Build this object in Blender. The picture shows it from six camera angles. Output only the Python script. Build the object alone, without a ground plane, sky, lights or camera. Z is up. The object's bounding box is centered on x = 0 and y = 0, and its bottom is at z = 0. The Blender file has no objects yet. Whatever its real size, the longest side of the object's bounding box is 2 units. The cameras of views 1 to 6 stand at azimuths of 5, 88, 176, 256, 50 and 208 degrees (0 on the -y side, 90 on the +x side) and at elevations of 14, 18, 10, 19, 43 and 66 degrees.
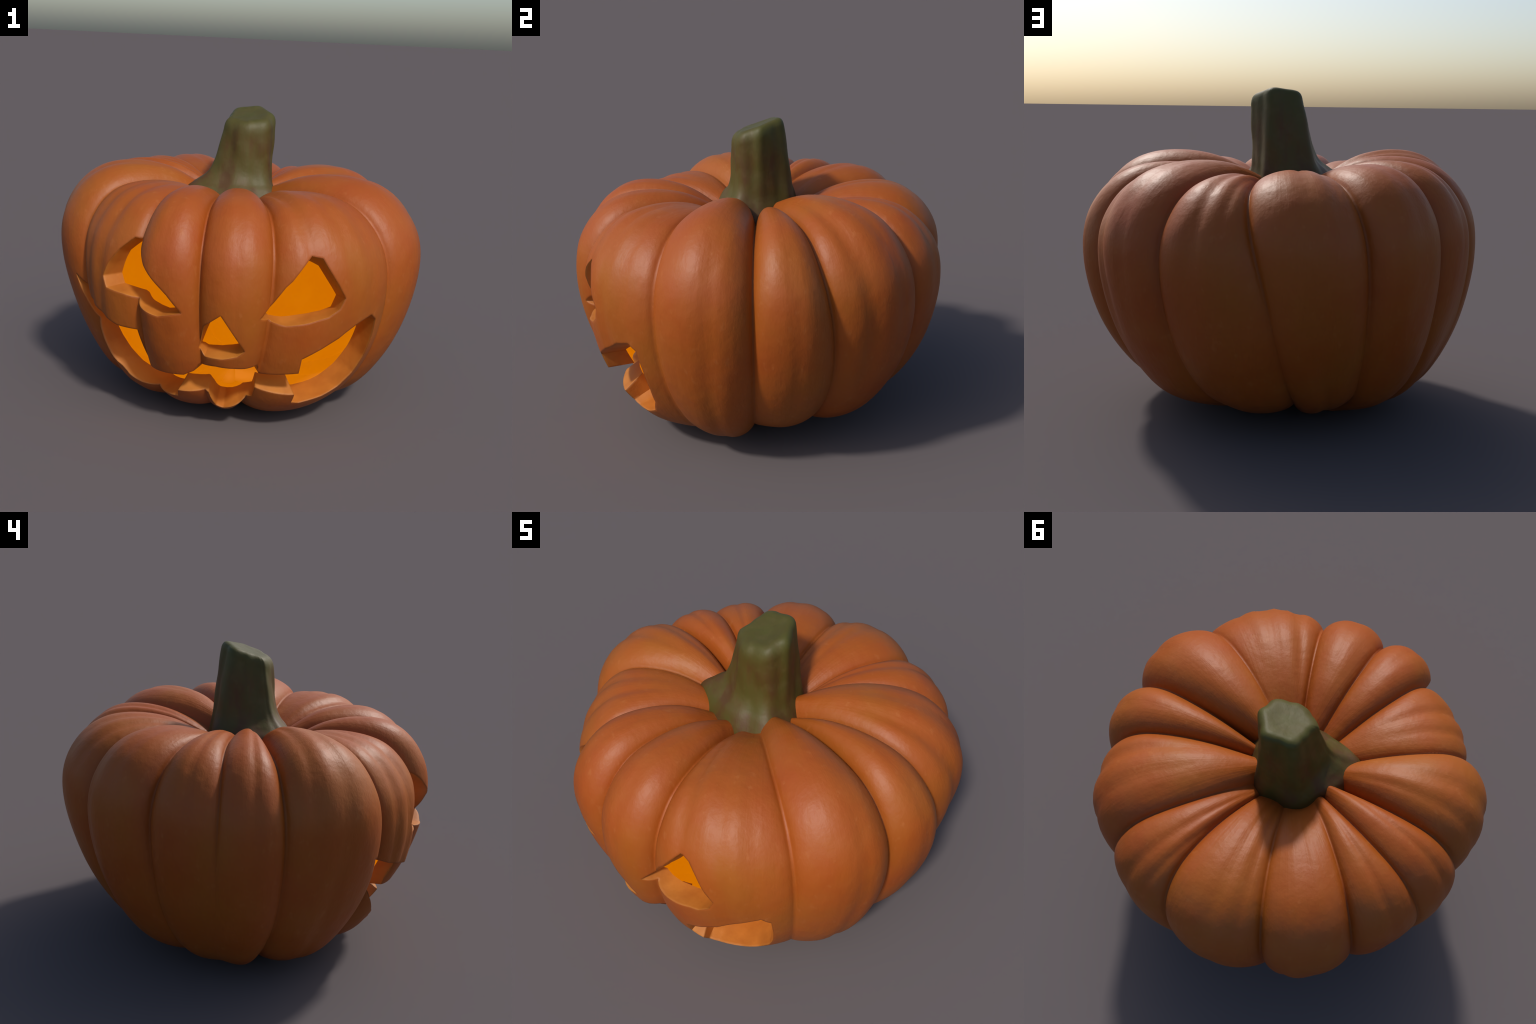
"""Carved, glowing pumpkin (jack-o'-lantern) with an angular olive stem."""
import math

import bmesh
import bpy
import numpy as np
from mathutils import Vector
from mathutils.bvhtree import BVHTree
from mathutils.geometry import delaunay_2d_cdt
from mathutils.kdtree import KDTree
from mathutils.interpolate import poly_3d_calc

# ---------------------------------------------------------------- body shape
# meridian at the bottom of the grooves, foot to crown
PROFILE_R = [0.020, 0.325, 0.400, 0.620, 0.748, 0.863, 0.917, 0.880, 0.717, 0.428, 0.120]
PROFILE_Z = [0.070, 0.076, 0.087, 0.170, 0.294, 0.522, 0.798, 1.015, 1.170, 1.186, 1.057]
HARM = [-0.003, 0.008, -0.005, 0.000, -0.018, 0.002]
AXIS = [0.008, 0.005, -0.048, -0.025]
# each rib: angle of the groove before it (deg), swell of the rib, depth of the groove; stations from foot to crown
RIBS = [
    ([-146, -146, -145, -148, -153], [0.058, 0.066, 0.076, 0.036, 0.028], [0.02, -0.005, -0.022, -0.005]),
    ([-124, -121, -118, -118, -122], [0.052, 0.068, 0.082, 0.091, -0.005], [-0.015, -0.028, -0.004, 0.004]),
    ([-96, -96, -97, -97, -99], [0.056, 0.07, 0.088, 0.083, 0.036], [-0.015, -0.042, -0.012, -0.014]),
    ([-85, -82, -77, -74, -71], [0.076, 0.09, 0.095, 0.092, 0.022], [-0.015, -0.02, -0.003, 0]),
    ([-35, -32, -33.5, -34.5, -41], [0.065, 0.085, 0.1, 0.136, 0.108], [-0.03, -0.056, -0.051, -0.055]),
    ([-7, -7, -5, -4, -2], [0.022, 0.03, 0.064, 0.092, 0.058], [0.01, -0.012, -0.013, 0.015]),
    ([19, 20, 20.5, 17, 17], [0.018, 0.036, 0.045, 0.09, 0.112], [0.03, 0.012, 0.001, -0.025]),
    ([62, 60, 54, 52, 59], [0.028, 0.03, 0.038, 0.06, 0.008], [-0.003, 0.001, -0.001, -0.045]),
    ([100, 94, 86, 76.5, 70], [0.046, 0.04, 0.046, 0.077, 0.004], [0.01, 0.015, -0.008, 0.005]),
    ([121, 119, 113.5, 110, 105], [0.068, 0.064, 0.074, 0.095, 0], [0.03, -0.01, 0.004, -0.012]),
    ([147, 146, 141, 139, 143], [0.04, 0.086, 0.056, 0.076, 0.042], [0.005, -0.05, -0.008, -0.05]),
    ([160, 161, 161, 160, 154], [0.042, 0.09, 0.092, 0.082, 0.068], [-0.04, -0.082, -0.055, -0.024]),
    ([174, 175, 179.5, 179, 175], [0.042, 0.088, 0.08, 0.118, 0.048], [0.005, -0.03, -0.04, 0.035]),
]
RIB_EXPO, RIB_ROUND = 2.1, .84
FOOT_SHIFT = (-.022, -.006)  # the underside sits a little to one side
GROOVE_SLIT, GROOVE_WIDTH = .018, .014
WALL = .12
# secondary creases: angle at top, angle low, depth, half width (deg), from, to (0 foot .. 1 crown)
CREASES = [
    (-15, -19, .013, 2.4, .30, .78), (26, 32, .022, 2.8, .50, .85), (97, 110, .010, 2.5, .15, .60),
    (-131, -133, .014, 1.8, .35, .85), (-66, -63, .022, 2.4, .58, .90), (-60, -58, .010, 1.2, .55, .80), (-54, -51, .016, 1.6, .48, .84), (-45, -44, .008, 1.6, .45, .80),
    (125, 127, .008, 2.4, .55, .92), (66, 64, .012, 2.2, .62, .95), (72, 71, .008, 1.4, .70, .93), (-163, -166, .012, 2.2, .30, .85),
    (92, 94, .008, 1.8, .72, .96), (101, 103, .009, 1.6, .70, .95), (-85, -86, .005, 2.0, .45, .85), (-107, -107, .005, 2.0, .50, .85),
    (117, 120, .008, 1.2, .45, .75), (150, 151, .008, 1.5, .60, .92), (170, 171, .010, 1.5, .60, .92), (-172, -173, .010, 1.4, .62, .92),
    (-140, -139, .010, 1.3, .50, .85), (7, 8, .006, 2.0, .40, .80), (38, 42, .010, 1.6, .55, .85),
]

# ---------------------------------------------------------------- carved face
# (azimuth from the front in deg, height, shift of the inner edge in azimuth and height)
EYE_SLANTED = [(-27.5, 1.03, -.5, -.03), (-30, 1.03, -1.5, -.045), (-34, .965, -2, -.035), (-37.5, .887, 0, -.02), (-39.8, .813, 1, 0),
               (-38, .758, .5, .005), (-32, .744, 0, .015), (-28.5, .728, 0, .025), (-25, .702, 0, .015), (-18, .684, 0, .01),
               (-11, .712, -.5, .0), (-15, .800, 0, -.005), (-23, .925, 0, -.01)]
EYE_WIDE = [(25.8, 1.012, 2, -.06), (28.8, 1.0, 2.5, -.075), (35.4, .805, 2.2, -.02), (34, .75, 2, -.025), (31, .712, 1.5, -.005), (26, .686, 1, .012),
            (19, .666, 0, .02), (15, .678, 0, .012), (11.8, .705, 2, 0), (15, .778, 2, -.02), (18.5, .86, 2, -.03), (20.4, .891, 2.5, -.03)]
NOSE = [(.4, .725, -1, -.04), (-5.0, .648, 1.0, -.01), (-7.1, .521, -.5, 0), (-5.0, .480, 0, .035), (1.1, .488, -1, .03), (5.3, .507, 0, .025), (7.4, .538, -1, -.005)]
MOUTH = [(-60.5, .735, -1, -.02), (-55, .685, 0, -.01), (-50, .645, 0, -.01), (-45, .615, 0, -.01), (-40, .586, 0, -.01), (-35.5, .563, 0, -.01), (-29, .557, 0, -.01),
         (-28.2, .45, -1, 0), (-27.8, .345, -1, 0), (-20, .350, 0, 0), (-12.5, .354, 0, 0), (-9.2, .381, 1, 0), (-7.7, .421, 1, 0), (-1.2, .438, 0, 0),
         (7.8, .436, 0, 0), (11.6, .442, 0, 0), (13.3, .380, -1, 0), (25.1, .400, 1, 0), (25, .485, 1, 0), (36.4, .596, 1, -.02), (43, .660, 2, -.03), (47.5, .682, 2, -.03),
         (50, .65, 2, -.03), (50.5, .54, 2, 0), (50.5, .43, 2, .01), (49.5, .33, 1, .005), (46, .25, 0, .008), (39.6, .205, 0, .012), (30, .185, 0, .032),
         (26.5, .200, 0, .05), (26, .265, -1, .08), (12, .265, 1, .08), (11.5, .20, 1, .07), (7, .16, 0, .055), (0, .125, 0, .05), (-3, .14, 0, .06), (-4.5, .21, 0, .08), (-5, .24, -1, .08),
         (-16.5, .245, 1, .08), (-18, .19, 0, .06), (-28, .175, 0, .05), (-36, .205, 0, .04), (-42.5, .26, 0, .03), (-48, .345, 0, .02), (-52.5, .44, 0, .01), (-56, .54, -1, 0), (-58.5, .63, -1, 0)]
RIM = .045  # width of the rind collar that belongs to each cut
CUTS = [("eye", EYE_SLANTED), ("eye", EYE_WIDE), ("nose", NOSE), ("mouth", MOUTH)]
HOLES = [("eye", -55, -9.5, .63, 1.2), ("eye", 10, 39.4, .63, 1.2), ("nose", -12, 9.9, .45, .8)]
TEETH = [("upper_tooth", -28.6, -8, .2, .44), ("upper_tooth", 12.4, 25.4, .3, .44), ("lower_tooth", -17.4, -4.6, .18, .5), ("lower_tooth", 11.6, 26.4, .2, .37)]

# ---------------------------------------------------------------- stem
STEM_RIDGES = [-150, -95, -40, 5, 68, 130, 190]
STEM_FLUTE = 1.03
STEM_TILT = (.05, .33)
STEM_LEVELS = [  # height, radius along each ridge
    (1.00, [.44, .28, .30, .23, .235, .30, .40]), (1.10, [.40, .255, .27, .20, .21, .27, .375]), (1.18, [.345, .215, .22, .158, .195, .25, .33]),
    (1.22, [.285, .182, .185, .145, .19, .235, .262]), (1.27, [.225, .16, .165, .143, .184, .213, .198]), (1.35, [.19, .15, .158, .143, .175, .192, .168]),
    (1.44, [.165, .145, .160, .149, .163, .168, .144]), (1.532, [.145, .140, .160, .152, .150, .140, .118])]

# ---------------------------------------------------------------- colours (linear)
RIND_RED, RIND_ORANGE, RIND_GOLD = (.290, .058, .006), (.295, .067, .0055), (.288, .080, .0065)
RIND_PINK, RIND_PALE, RIND_FLECK = (.315, .058, .012), (.32, .088, .014), (.38, .125, .032)
FLESH_DARK, FLESH_LIGHT = (.33, .102, .009), (.43, .152, .018)
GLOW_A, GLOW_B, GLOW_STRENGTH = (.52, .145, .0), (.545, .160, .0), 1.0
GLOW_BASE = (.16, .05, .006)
STEM_BROWN, STEM_OLIVE, STEM_GREEN = (.070, .033, .008), (.070, .046, .007), (.064, .054, .008)
STEM_TIP, STEM_PALE = (.058, .060, .009), (.098, .076, .024)
EDGE_SOFT = .016


# ---------------------------------------------------------------- helpers
def catmull(points, u):
    """Catmull-Rom through points, u in 0..1 (array)."""
    c = np.asarray(points, float)
    k = len(c) - 1
    u = np.clip(u, 0, 1) * k
    i = np.minimum(u.astype(int), k - 1)
    f = (u - i)[:, None]
    g = np.vstack([2 * c[0] - c[1], c, 2 * c[-1] - c[-2]])
    p0, p1, p2, p3 = g[i], g[i + 1], g[i + 2], g[i + 3]
    return .5 * (2 * p1 + (p2 - p0) * f + (2 * p0 - 5 * p1 + 4 * p2 - p3) * f ** 2 + (3 * p1 - p0 - 3 * p2 + p3) * f ** 3)


def wrap(deg):
    return (np.asarray(deg) + 180) % 360 - 180


def smoothstep(a, b, x):
    t = np.clip((x - a) / (b - a), 0, 1)
    return t * t * (3 - 2 * t)


def along(stations, s):
    """Smooth curve through values at equal stations, one row per rib."""
    return np.stack([catmull(np.array(v, float)[:, None], s)[:, 0] for v in stations])


def skin(per, rows, inset=0.0, swell=1.0, creases=True):
    """Ribbed pumpkin surface as a rows x columns x 3 grid, foot to crown."""
    s = np.linspace(0, 1, rows)
    c = catmull(np.stack([PROFILE_R, PROFILE_Z], 1), s)
    d = np.gradient(c, axis=0)
    d /= np.linalg.norm(d, axis=1, keepdims=True) + 1e-9
    n = np.stack([d[:, 1], -d[:, 0]], 1)
    left = along([r[0] for r in RIBS], s)
    right = np.vstack([left[1:], left[:1] + 360])
    # columns crowd towards the grooves
    q = np.arange(per) / per
    q = q - .085 * np.sin(2 * np.pi * q)
    theta = (left[:, None] + (right - left)[:, None] * q[None, :, None]).reshape(-1, rows).T
    amp = along([r[1] for r in RIBS], s)
    deep = along([r[2] for r in RIBS], s)
    deep_right = np.vstack([deep[1:], deep[:1]])
    bump = np.clip(1 - np.abs(2 * q - 1) ** RIB_EXPO, 0, 1) ** RIB_ROUND
    groove = deep[:, None] * (1 - q)[None, :, None] + deep_right[:, None] * q[None, :, None]
    out = amp[:, None] * bump[None, :, None] - groove * (1 - bump)[None, :, None]
    out = swell * out.reshape(-1, rows).T - inset
    if creases:
        # a narrow slit where two ribs press together, deepest towards the crown
        arc = np.radians(right - left)[:, None] * np.minimum(q, 1 - q)[None, :, None]
        slit = np.exp(-arc * np.maximum(c[:, 0], .15) / GROOVE_WIDTH).reshape(-1, rows).T
        out = out - GROOVE_SLIT * slit * (smoothstep(.42, .68, s) * (1 - .7 * smoothstep(.9, 1, s)) + .05)[:, None]
    if creases:
        for top, low, depth, width, s0, s1 in CREASES:
            ang = low + (top - low) * smoothstep(s0, s1, s)
            fade = smoothstep(s0 - .08, s0 + .08, s) * (1 - smoothstep(s1 - .08, s1 + .08, s))
            x = wrap(theta - ang[:, None]) / width
            out = out - depth * fade[:, None] * np.exp(-np.abs(x) ** 1.5)
        a = np.radians(theta)
        long_waves = (np.sin(5 * a + 3 * s[:, None]) * np.sin(9 * s[:, None] + 2 * np.cos(2 * a))
                      + .6 * np.sin(11 * a + 1.3) * np.sin(17 * s[:, None] + 3 * np.sin(3 * a)))
        out = out + .0045 * long_waves * np.sin(np.pi * s)[:, None]
    r = np.maximum(c[:, :1] + n[:, :1] * out, 0.004)
    z = c[:, 1:] + n[:, 1:] * out
    a = np.radians(theta)
    r = r * (1 + HARM[0] * np.cos(2 * a) + HARM[1] * np.sin(2 * a) + HARM[2] * np.cos(3 * a) + HARM[3] * np.sin(3 * a))
    z = z * (1 + HARM[4] * np.cos(a) + HARM[5] * np.sin(a))
    lean = np.clip(2 * s - 1, 0, 1)[:, None] ** 2
    foot = 1 - smoothstep(.15, .55, s)[:, None]
    x = r * np.cos(a) + AXIS[0] + AXIS[2] * lean + FOOT_SHIFT[0] * foot
    y = r * np.sin(a) + AXIS[1] + AXIS[3] * lean + FOOT_SHIFT[1] * foot
    z = np.maximum(z, 0.0) if inset == 0 else z
    return np.stack([x, y, z], -1)


def grid_faces(rows, cols, base=0, flip=False):
    f = []
    for i in range(rows - 1):
        for j in range(cols):
            q = (base + i * cols + j, base + i * cols + (j + 1) % cols,
                 base + (i + 1) * cols + (j + 1) % cols, base + (i + 1) * cols + j)
            f.append(q[::-1] if flip else q)
    foot = tuple(base + j for j in range(cols))
    crown = tuple(base + (rows - 1) * cols + j for j in range(cols))
    f.append(foot if flip else foot[::-1])
    f.append(crown[::-1] if flip else crown)
    return f


def new_mesh(name, verts, faces):
    me = bpy.data.meshes.new(name)
    me.from_pydata([tuple(v) for v in verts], [], faces)
    me.update()
    return me


def new_object(name, mesh, parent=None):
    ob = bpy.data.objects.new(name, mesh)
    bpy.context.scene.collection.objects.link(ob)
    ob.parent = parent
    return ob


# ---------------------------------------------------------------- materials
def node_material(name):
    m = bpy.data.materials.new(name)
    m.use_nodes = True
    t = m.node_tree
    return m, t, t.nodes["Principled BSDF"]


def add(t, kind, **props):
    n = t.nodes.new(kind)
    for k, v in props.items():
        setattr(n, k, v)
    return n


def noise(t, vec, scale, detail=3, rough=.55):
    n = add(t, "ShaderNodeTexNoise")
    n.inputs["Scale"].default_value = scale
    n.inputs["Detail"].default_value = detail
    n.inputs["Roughness"].default_value = rough
    t.links.new(vec, n.inputs["Vector"])
    return n.outputs["Fac"]


def ramp(t, fac, stops):
    n = add(t, "ShaderNodeValToRGB")
    e = n.color_ramp.elements
    while len(e) < len(stops):
        e.new(.5)
    for el, (pos, col) in zip(e, stops):
        el.position = pos
        el.color = (*col, 1) if not isinstance(col, (int, float)) else (col, col, col, 1)
    t.links.new(fac, n.inputs["Fac"])
    return n.outputs["Color"]


def mix(t, fac, a, b, mode="MIX"):
    n = add(t, "ShaderNodeMix", data_type="RGBA", blend_type=mode)
    for sock, v in ((n.inputs[0], fac), (n.inputs[6], a), (n.inputs[7], b)):
        if hasattr(v, "links"):
            t.links.new(v, sock)
        elif isinstance(v, (int, float)):
            sock.default_value = v
        else:
            sock.default_value = (*v, 1)
    return n.outputs[2]


def math_node(t, op, a, b=None):
    n = add(t, "ShaderNodeMath", operation=op)
    for i, v in enumerate((a, b)):
        if v is None:
            continue
        if hasattr(v, "links"):
            t.links.new(v, n.inputs[i])
        else:
            n.inputs[i].default_value = v
    return n.outputs[0]


def mapping(t, vec, scale):
    n = add(t, "ShaderNodeMapping")
    n.inputs["Scale"].default_value = scale
    t.links.new(vec, n.inputs["Vector"])
    return n.outputs[0]


def bump(t, height, strength, distance, bsdf, round_edges=0):
    n = add(t, "ShaderNodeBump")
    if round_edges:
        soft = add(t, "ShaderNodeBevel", samples=6)
        soft.inputs["Radius"].default_value = round_edges
        t.links.new(soft.outputs[0], n.inputs["Normal"])
    n.inputs["Strength"].default_value = strength
    n.inputs["Distance"].default_value = distance
    t.links.new(height, n.inputs["Height"])
    t.links.new(n.outputs[0], bsdf.inputs["Normal"])


def streak_coordinates(t):
    """(angle, radius, height) of the object point: lets textures run along the ribs."""
    tc = add(t, "ShaderNodeTexCoord").outputs["Object"]
    sep = add(t, "ShaderNodeSeparateXYZ")
    t.links.new(tc, sep.inputs[0])
    ang = math_node(t, "ARCTAN2", sep.outputs[1], sep.outputs[0])
    comb = add(t, "ShaderNodeCombineXYZ")
    t.links.new(math_node(t, "SINE", ang), comb.inputs[0])
    t.links.new(math_node(t, "COSINE", ang), comb.inputs[1])
    t.links.new(math_node(t, "MULTIPLY", sep.outputs[2], .16), comb.inputs[2])
    return tc, comb.outputs[0]


def rind_material():
    m, t, b = node_material("orange_rind")
    tc, streak = streak_coordinates(t)
    col = ramp(t, noise(t, tc, 2.3, 4), [(.30, RIND_RED), (.48, RIND_ORANGE), (.68, RIND_GOLD)])
    long_streaks = ramp(t, noise(t, streak, 9, 3), [(.35, 0.0), (.7, 1.0)])
    col = mix(t, math_node(t, "MULTIPLY", long_streaks, .22), col, RIND_PINK)
    blot = ramp(t, noise(t, tc, 7, 5, .6), [(.42, 0.0), (.72, 1.0)])
    col = mix(t, math_node(t, "MULTIPLY", blot, .38), col, RIND_PALE)
    fleck = ramp(t, noise(t, mapping(t, tc, (1, 1, .6)), 26, 3), [(.62, 0.0), (.75, 1.0)])
    col = mix(t, math_node(t, "MULTIPLY", fleck, .32), col, RIND_FLECK)
    t.links.new(col, b.inputs["Base Color"])
    b.inputs["Roughness"].default_value = .50
    b.inputs["Specular IOR Level"].default_value = .33
    h = math_node(t, "ADD", math_node(t, "MULTIPLY", noise(t, streak, 13, 4), .7), math_node(t, "MULTIPLY", noise(t, mapping(t, tc, (1, 1, .7)), 15, 5), 1.0))
    bump(t, h, .30, .014, b, EDGE_SOFT)
    return m


def flesh_material():
    m, t, b = node_material("cut_flesh")
    tc = add(t, "ShaderNodeTexCoord").outputs["Object"]
    col = ramp(t, noise(t, tc, 6, 4), [(.3, FLESH_DARK), (.6, FLESH_LIGHT)])
    t.links.new(col, b.inputs["Base Color"])
    b.inputs["Roughness"].default_value = .6
    bump(t, noise(t, tc, 16, 4), .30, .01, b, EDGE_SOFT)
    return m


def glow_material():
    m, t, b = node_material("self_glowing_inside")  # no candle inside: the cavity wall's own emission stands in for its light
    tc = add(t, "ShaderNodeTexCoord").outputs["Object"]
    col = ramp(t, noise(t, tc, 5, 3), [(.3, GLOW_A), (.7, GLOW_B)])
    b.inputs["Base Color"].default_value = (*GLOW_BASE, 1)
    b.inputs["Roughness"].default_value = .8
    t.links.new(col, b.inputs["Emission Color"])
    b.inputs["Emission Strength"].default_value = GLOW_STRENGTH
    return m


def stem_material():
    m, t, b = node_material("olive_stem")
    tc = add(t, "ShaderNodeTexCoord").outputs["Object"]
    col = ramp(t, noise(t, mapping(t, tc, (1, 1, .3)), 9, 4), [(.40, STEM_BROWN), (.5, STEM_OLIVE), (.62, STEM_GREEN)])
    sep = add(t, "ShaderNodeSeparateXYZ")
    t.links.new(tc, sep.inputs[0])
    tip = math_node(t, "ADD", sep.outputs[2], math_node(t, "MULTIPLY", noise(t, tc, 8, 3), .12))
    mr = add(t, "ShaderNodeMapRange")
    mr.inputs[1].default_value, mr.inputs[2].default_value = 1.50, 1.63
    t.links.new(tip, mr.inputs[0])
    col = mix(t, math_node(t, "MULTIPLY", mr.outputs[0], .7), col, STEM_TIP)
    mottle = ramp(t, noise(t, tc, 16, 4), [(.52, 0.0), (.72, 1.0)])
    col = mix(t, math_node(t, "MULTIPLY", mottle, .35), col, STEM_PALE)
    t.links.new(col, b.inputs["Base Color"])
    b.inputs["Roughness"].default_value = .56
    b.inputs["Specular IOR Level"].default_value = .35
    h = math_node(t, "ADD", noise(t, mapping(t, tc, (1, 1, .25)), 14, 4), math_node(t, "MULTIPLY", noise(t, tc, 24, 3), .6))
    bump(t, h, .22, .012, b)
    return m


# ---------------------------------------------------------------- carving
def surface_radius(tree, az, z):
    """Radius of the skin at azimuth az (deg, 0 = -y) and height z."""
    a = np.radians(az)
    d = Vector((np.sin(a), -np.cos(a), 0))
    hit = tree.ray_cast(Vector((0, 0, z)) + d * 1.6, -d)
    return (Vector((hit[0].x, hit[0].y, 0))).length if hit[0] else .6


def at(az, r, z):
    a = np.radians(az)
    return (r * np.sin(a), -r * np.cos(a), z)


def cutter(name, outline, tree, material):
    """Knife solid: outline rows are (azimuth, height, inner d_azimuth, inner d_height)."""
    o = np.array(outline, float)
    # extra points along the edges so that long edges follow the round skin
    dense = []
    for k in range(len(o)):
        a, b = o[k], o[(k + 1) % len(o)]
        n = max(1, int(np.hypot(b[0] - a[0], 60 * (b[1] - a[1])) / 1.2))
        dense += [a + (b - a) * i / n for i in range(n)]
    o = np.array(dense)
    flat = np.stack([o[:, 0] / 60, o[:, 1]], 1)
    lo, hi = flat.min(0), flat.max(0)
    inside = [(x, y) for x in np.arange(lo[0], hi[0], .06) for y in np.arange(lo[1], hi[1], .06)]
    pts = [Vector(p) for p in flat] + [Vector(p) for p in inside]
    n = len(flat)
    edges = [(i, (i + 1) % n) for i in range(n)]
    v2, _, f2, *_ = delaunay_2d_cdt(pts, edges, [], 1, 1e-5)
    v2 = np.array([tuple(v) for v in v2])
    d2 = ((v2[:, None] - flat[None]) ** 2).sum(-1) + 1e-9
    w = 1 / d2 ** 2
    w /= w.sum(1, keepdims=True)
    push = w @ o[:, 2:4]
    az, z = v2[:, 0] * 60, v2[:, 1]
    zz = np.maximum(z, .06)
    r = np.array([surface_radius(tree, a, h) for a, h in zip(az, zz)])
    # a smooth reference radius (quadratic in azimuth and height) keeps the knife walls clean
    basis = np.stack([np.ones(len(az)), az / 60, z, (az / 60) ** 2, az / 60 * z, z * z], 1)
    r_s = basis @ np.linalg.lstsq(basis, r, rcond=None)[0]
    m = len(v2)
    layers = np.linspace(-1.0, 1.9, 9)  # knife depth in wall thicknesses, outside to inside
    verts = [at(a + k * p[0], max(q - k * WALL, .12), h + k * p[1])
             for k in layers for a, h, p, q in zip(az, z, push, r_s)]
    last = m * (len(layers) - 1)
    faces = [tuple(f) for f in f2] + [tuple(last + i for i in reversed(f)) for f in f2]
    directed = {(f[i], f[(i + 1) % len(f)]) for f in f2 for i in range(len(f))}
    for i, j in sorted(directed):
        if (j, i) not in directed:
            for k in range(len(layers) - 1):
                faces.append((k * m + j, k * m + i, (k + 1) * m + i, (k + 1) * m + j))
    ob = new_object(name, new_mesh(name, verts, faces))
    bm = bmesh.new()
    bm.from_mesh(ob.data)
    bmesh.ops.delete(bm, geom=[v for v in bm.verts if not v.link_faces], context="VERTS")
    bmesh.ops.recalc_face_normals(bm, faces=bm.faces)
    bm.to_mesh(ob.data)
    bm.free()
    return ob


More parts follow.
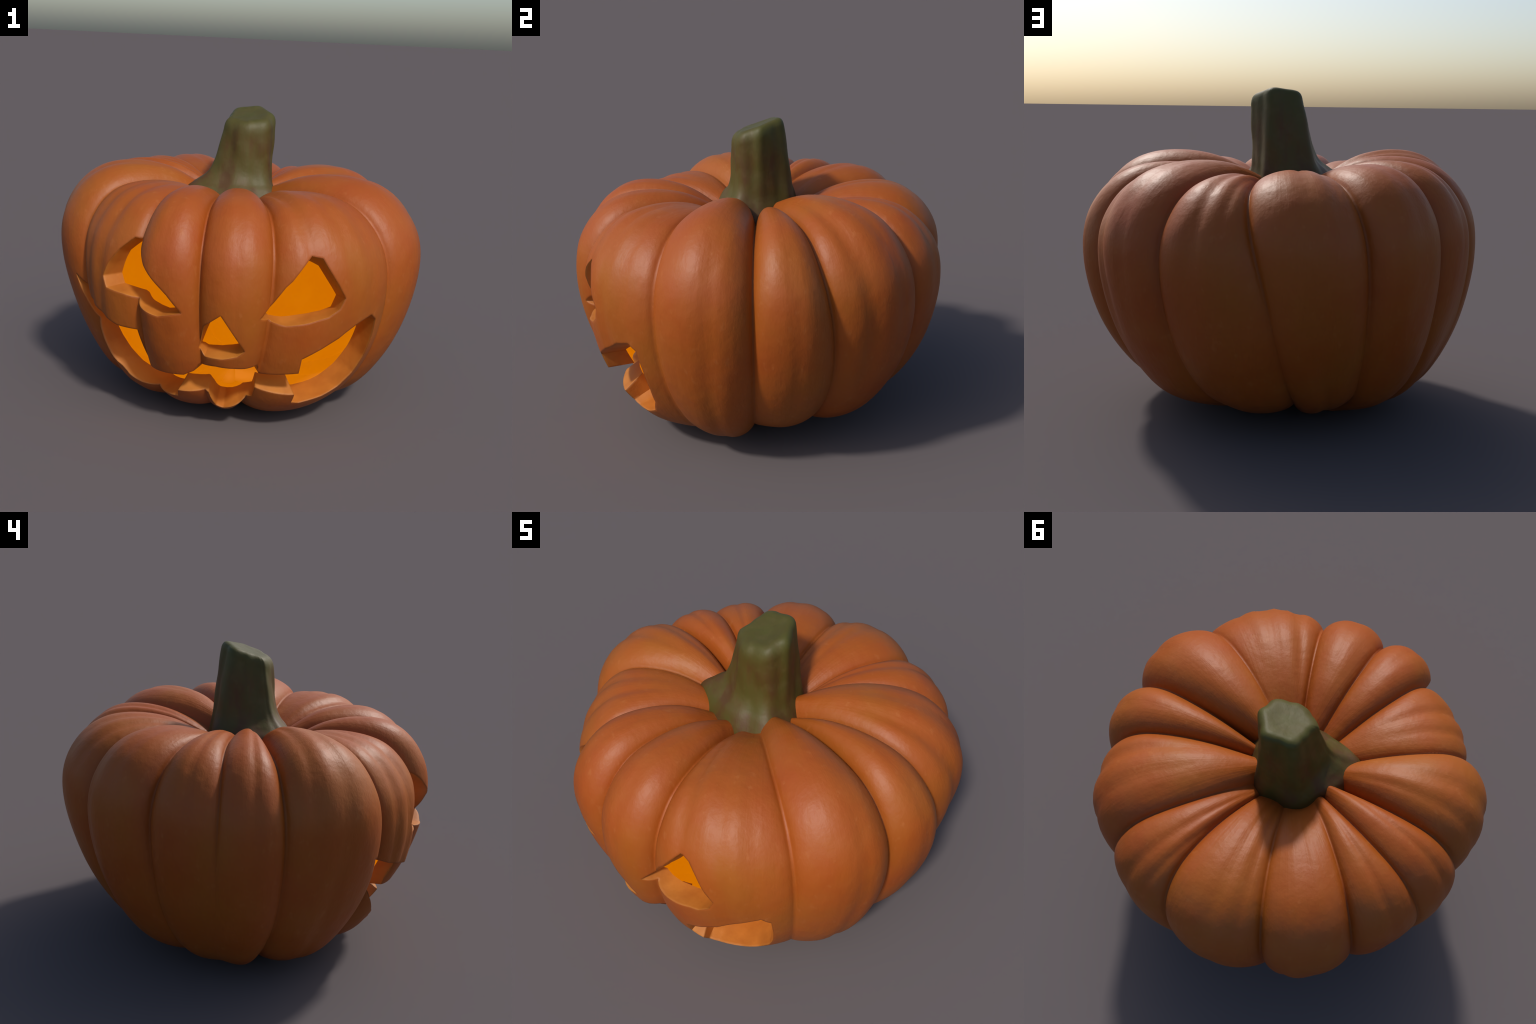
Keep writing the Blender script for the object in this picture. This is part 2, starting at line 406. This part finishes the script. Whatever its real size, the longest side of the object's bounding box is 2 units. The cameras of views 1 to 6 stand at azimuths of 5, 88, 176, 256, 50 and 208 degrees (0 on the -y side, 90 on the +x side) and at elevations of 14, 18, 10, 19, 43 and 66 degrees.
# ---------------------------------------------------------------- build
def build_shell(parent, mats):
    rind_m, flesh_m, glow_m = mats
    per, rows = 26, 130
    outer = skin(per, rows)
    cols = per * len(RIBS)
    iper, irows = 8, 60
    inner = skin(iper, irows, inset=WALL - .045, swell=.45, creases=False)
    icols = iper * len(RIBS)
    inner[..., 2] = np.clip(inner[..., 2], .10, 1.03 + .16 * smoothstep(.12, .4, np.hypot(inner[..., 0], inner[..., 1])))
    ov, iv = outer.reshape(-1, 3), inner.reshape(-1, 3)
    uncut = new_mesh("uncut", ov, grid_faces(rows, cols))
    verts = np.vstack([ov, iv])
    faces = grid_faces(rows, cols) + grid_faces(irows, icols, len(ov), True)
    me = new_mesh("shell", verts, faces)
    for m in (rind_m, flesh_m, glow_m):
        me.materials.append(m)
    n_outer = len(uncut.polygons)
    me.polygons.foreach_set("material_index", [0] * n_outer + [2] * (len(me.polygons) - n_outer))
    shell = new_object("shell", me)

    bm = bmesh.new()
    bm.from_mesh(uncut)
    bm.normal_update()
    bmesh.ops.triangulate(bm, faces=bm.faces)
    tree = BVHTree.FromBMesh(bm)
    bm.verts.ensure_lookup_table()
    bm.faces.ensure_lookup_table()
    tri = [[v.index for v in f.verts] for f in bm.faces]
    vn = [v.normal.copy() for v in bm.verts]
    vc = [v.co.copy() for v in bm.verts]
    bm.free()

    knives = []
    for kind, outline in CUTS:
        k = cutter(kind, outline, tree, flesh_m)
        for m in (rind_m, flesh_m, glow_m):
            k.data.materials.append(m)
        k.data.polygons.foreach_set("material_index", [1] * len(k.data.polygons))
        mod = shell.modifiers.new(kind, "BOOLEAN")
        mod.operation, mod.solver, mod.object = "DIFFERENCE", "EXACT", k
        mod.material_mode = "INDEX"
        knives.append(k)
    dg = bpy.context.evaluated_depsgraph_get()
    carved = bpy.data.meshes.new_from_object(shell.evaluated_get(dg), depsgraph=dg)
    for o in knives + [shell]:
        bpy.data.objects.remove(o)

    bm = bmesh.new()
    bm.from_mesh(carved)
    bmesh.ops.triangulate(bm, faces=[f for f in bm.faces if len(f.verts) > 4])
    bmesh.ops.remove_doubles(bm, verts=bm.verts, dist=2e-4)
    bm.normal_update()
    flesh_faces = [f for f in bm.faces if f.material_index == 1]
    # knife marks: jitter on the flesh away from the rind edge
    bm.verts.ensure_lookup_table()

    def hole_of(c):
        az, z = math.degrees(math.atan2(c.x, -c.y)), c.z
        for kind, a0, a1, z0, z1 in HOLES:
            if a0 <= az <= a1 and z0 <= z <= z1:
                return kind, a0
        return "mouth", 0

    rim_points = [(v.co.copy(), hole_of(f.calc_center_median())) for f in flesh_faces for v in f.verts
                  if any(g.material_index == 0 for g in v.link_faces)]
    rim = KDTree(len(rim_points))
    for i, (co, _) in enumerate(rim_points):
        rim.insert(co, i)
    rim.balance()

    def region(f):
        c = f.calc_center_median()
        az, z = math.degrees(math.atan2(c.x, -c.y)), c.z
        if f.material_index == 2:
            return "inner_wall", 0
        for kind, a0, a1, z0, z1 in TEETH:
            if a0 <= az <= a1 and z0 <= z <= z1:
                return kind, a0
        if f.material_index == 0:
            _, i, dist = rim.find(c)
            return rim_points[i][1] if dist < RIM else ("rind", 0)
        return hole_of(c)

    groups = {}
    for f in bm.faces:
        groups.setdefault(region(f), []).append(f)

    # corner normals: skin faces take the uncut skin's smooth normals, walls are smooth by angle
    def skin_normal(co, fallback):
        loc, _, idx, dist = tree.find_nearest(co)
        if idx is None or dist > .01:
            return fallback
        a, b, c = tri[idx]
        w = poly_3d_calc([vc[a], vc[b], vc[c]], loc)
        return (vn[a] * w[0] + vn[b] * w[1] + vn[c] * w[2]).normalized()

    def wall_normal(f, v):
        n = Vector((0, 0, 0))
        for g in v.link_faces:
            if g.material_index == f.material_index and g.normal.dot(f.normal) > .8:
                n += g.normal * g.calc_area()
        return n.normalized() if n.length > 1e-9 else f.normal

    cache = {}
    used = {}
    for (kind, _), fs in sorted(groups.items()):
        index, vs, polys, mi, normals = {}, [], [], [], []
        for f in fs:
            ids = []
            for v in f.verts:
                if v.index not in index:
                    index[v.index] = len(vs)
                    vs.append(v.co.copy())
                ids.append(index[v.index])
                if f.material_index == 0:
                    if v.index not in cache:
                        cache[v.index] = skin_normal(v.co, v.normal)
                    normals.append(cache[v.index])
                else:
                    normals.append(wall_normal(f, v))
            polys.append(ids)
            mi.append(f.material_index)
        me = new_mesh(kind, vs, polys)
        for m in (rind_m, flesh_m, glow_m):
            me.materials.append(m)
        me.polygons.foreach_set("material_index", mi)
        me.polygons.foreach_set("use_smooth", [True] * len(polys))
        me.normals_split_custom_set([tuple(n) for n in normals])
        new_object(kind, me, parent)
    bm.free()


def build_stem(parent, material):
    seg = 96
    rings = []
    ang = np.array(STEM_RIDGES, float)

    def ring(radii, z, centre, tilt):
        p = np.stack([np.cos(np.radians(ang)) * radii, np.sin(np.radians(ang)) * radii], 1)
        loop = []
        for k in range(len(p)):
            q = p[(k + 1) % len(p)]
            loop += [p[k], (p[k] + q) / 2 * STEM_FLUTE]
        loop = np.array(loop)
        m = len(loop)
        # periodic Catmull-Rom
        u = np.arange(seg) / seg * m
        i = u.astype(int)
        f = (u - i)[:, None]
        g = lambda o: loop[(i + o) % m]
        xy = .5 * (2 * g(0) + (g(1) - g(-1)) * f + (2 * g(-1) - 5 * g(0) + 4 * g(1) - g(2)) * f ** 2
                   + (3 * g(0) - g(-1) - 3 * g(1) + g(2)) * f ** 3)
        xy = xy + centre
        return np.c_[xy, z + tilt[0] * xy[:, 0] + tilt[1] * xy[:, 1]]

    lv = np.array([[l[0]] + list(l[1]) for l in STEM_LEVELS], float)
    fine = catmull(lv, np.linspace(0, 1, 60))
    z0, z1 = lv[0, 0], lv[-1, 0]
    for row in fine:
        k = smoothstep(1.22, z1, row[0])
        rings.append(ring(row[1:], row[0], np.array([.0, .0]), (STEM_TILT[0] * k, STEM_TILT[1] * k)))
    # rounded shoulder, then a shallow dished cut face
    top = fine[-1]
    for shrink, dz in ((.985, .016), (.955, .030), (.905, .042), (.84, .050), (.76, .055), (.66, .056), (.5, .053), (.34, .051), (.18, .051), (.06, .051)):
        rings.append(ring(top[1:] * shrink, z1 + dz, np.array([.008 * (1 - shrink), 0]), STEM_TILT))
    rows = len(rings)
    v = np.vstack(rings)
    a = np.arctan2(v[:, 1], v[:, 0])
    wob = .003 * np.sin(5 * a + 14 * v[:, 2]) * np.sin(19 * v[:, 2] + 2 * a) + .0015 * np.sin(13 * a + 1.0)
    v[:, :2] *= (1 + wob / .16)[:, None]
    me = new_mesh("stem", v, grid_faces(rows, seg))
    me.polygons.foreach_set("use_smooth", [True] * len(me.polygons))
    me.materials.append(material)
    new_object("stem", me, parent)


def main():
    root = bpy.data.objects.new("jack_o_lantern", None)
    bpy.context.scene.collection.objects.link(root)
    root["label"] = "carved orange pumpkin lantern with grinning face and green stem"
    root["category"] = "carved pumpkin"
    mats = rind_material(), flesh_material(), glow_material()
    build_shell(root, mats)
    build_stem(root, stem_material())


main()
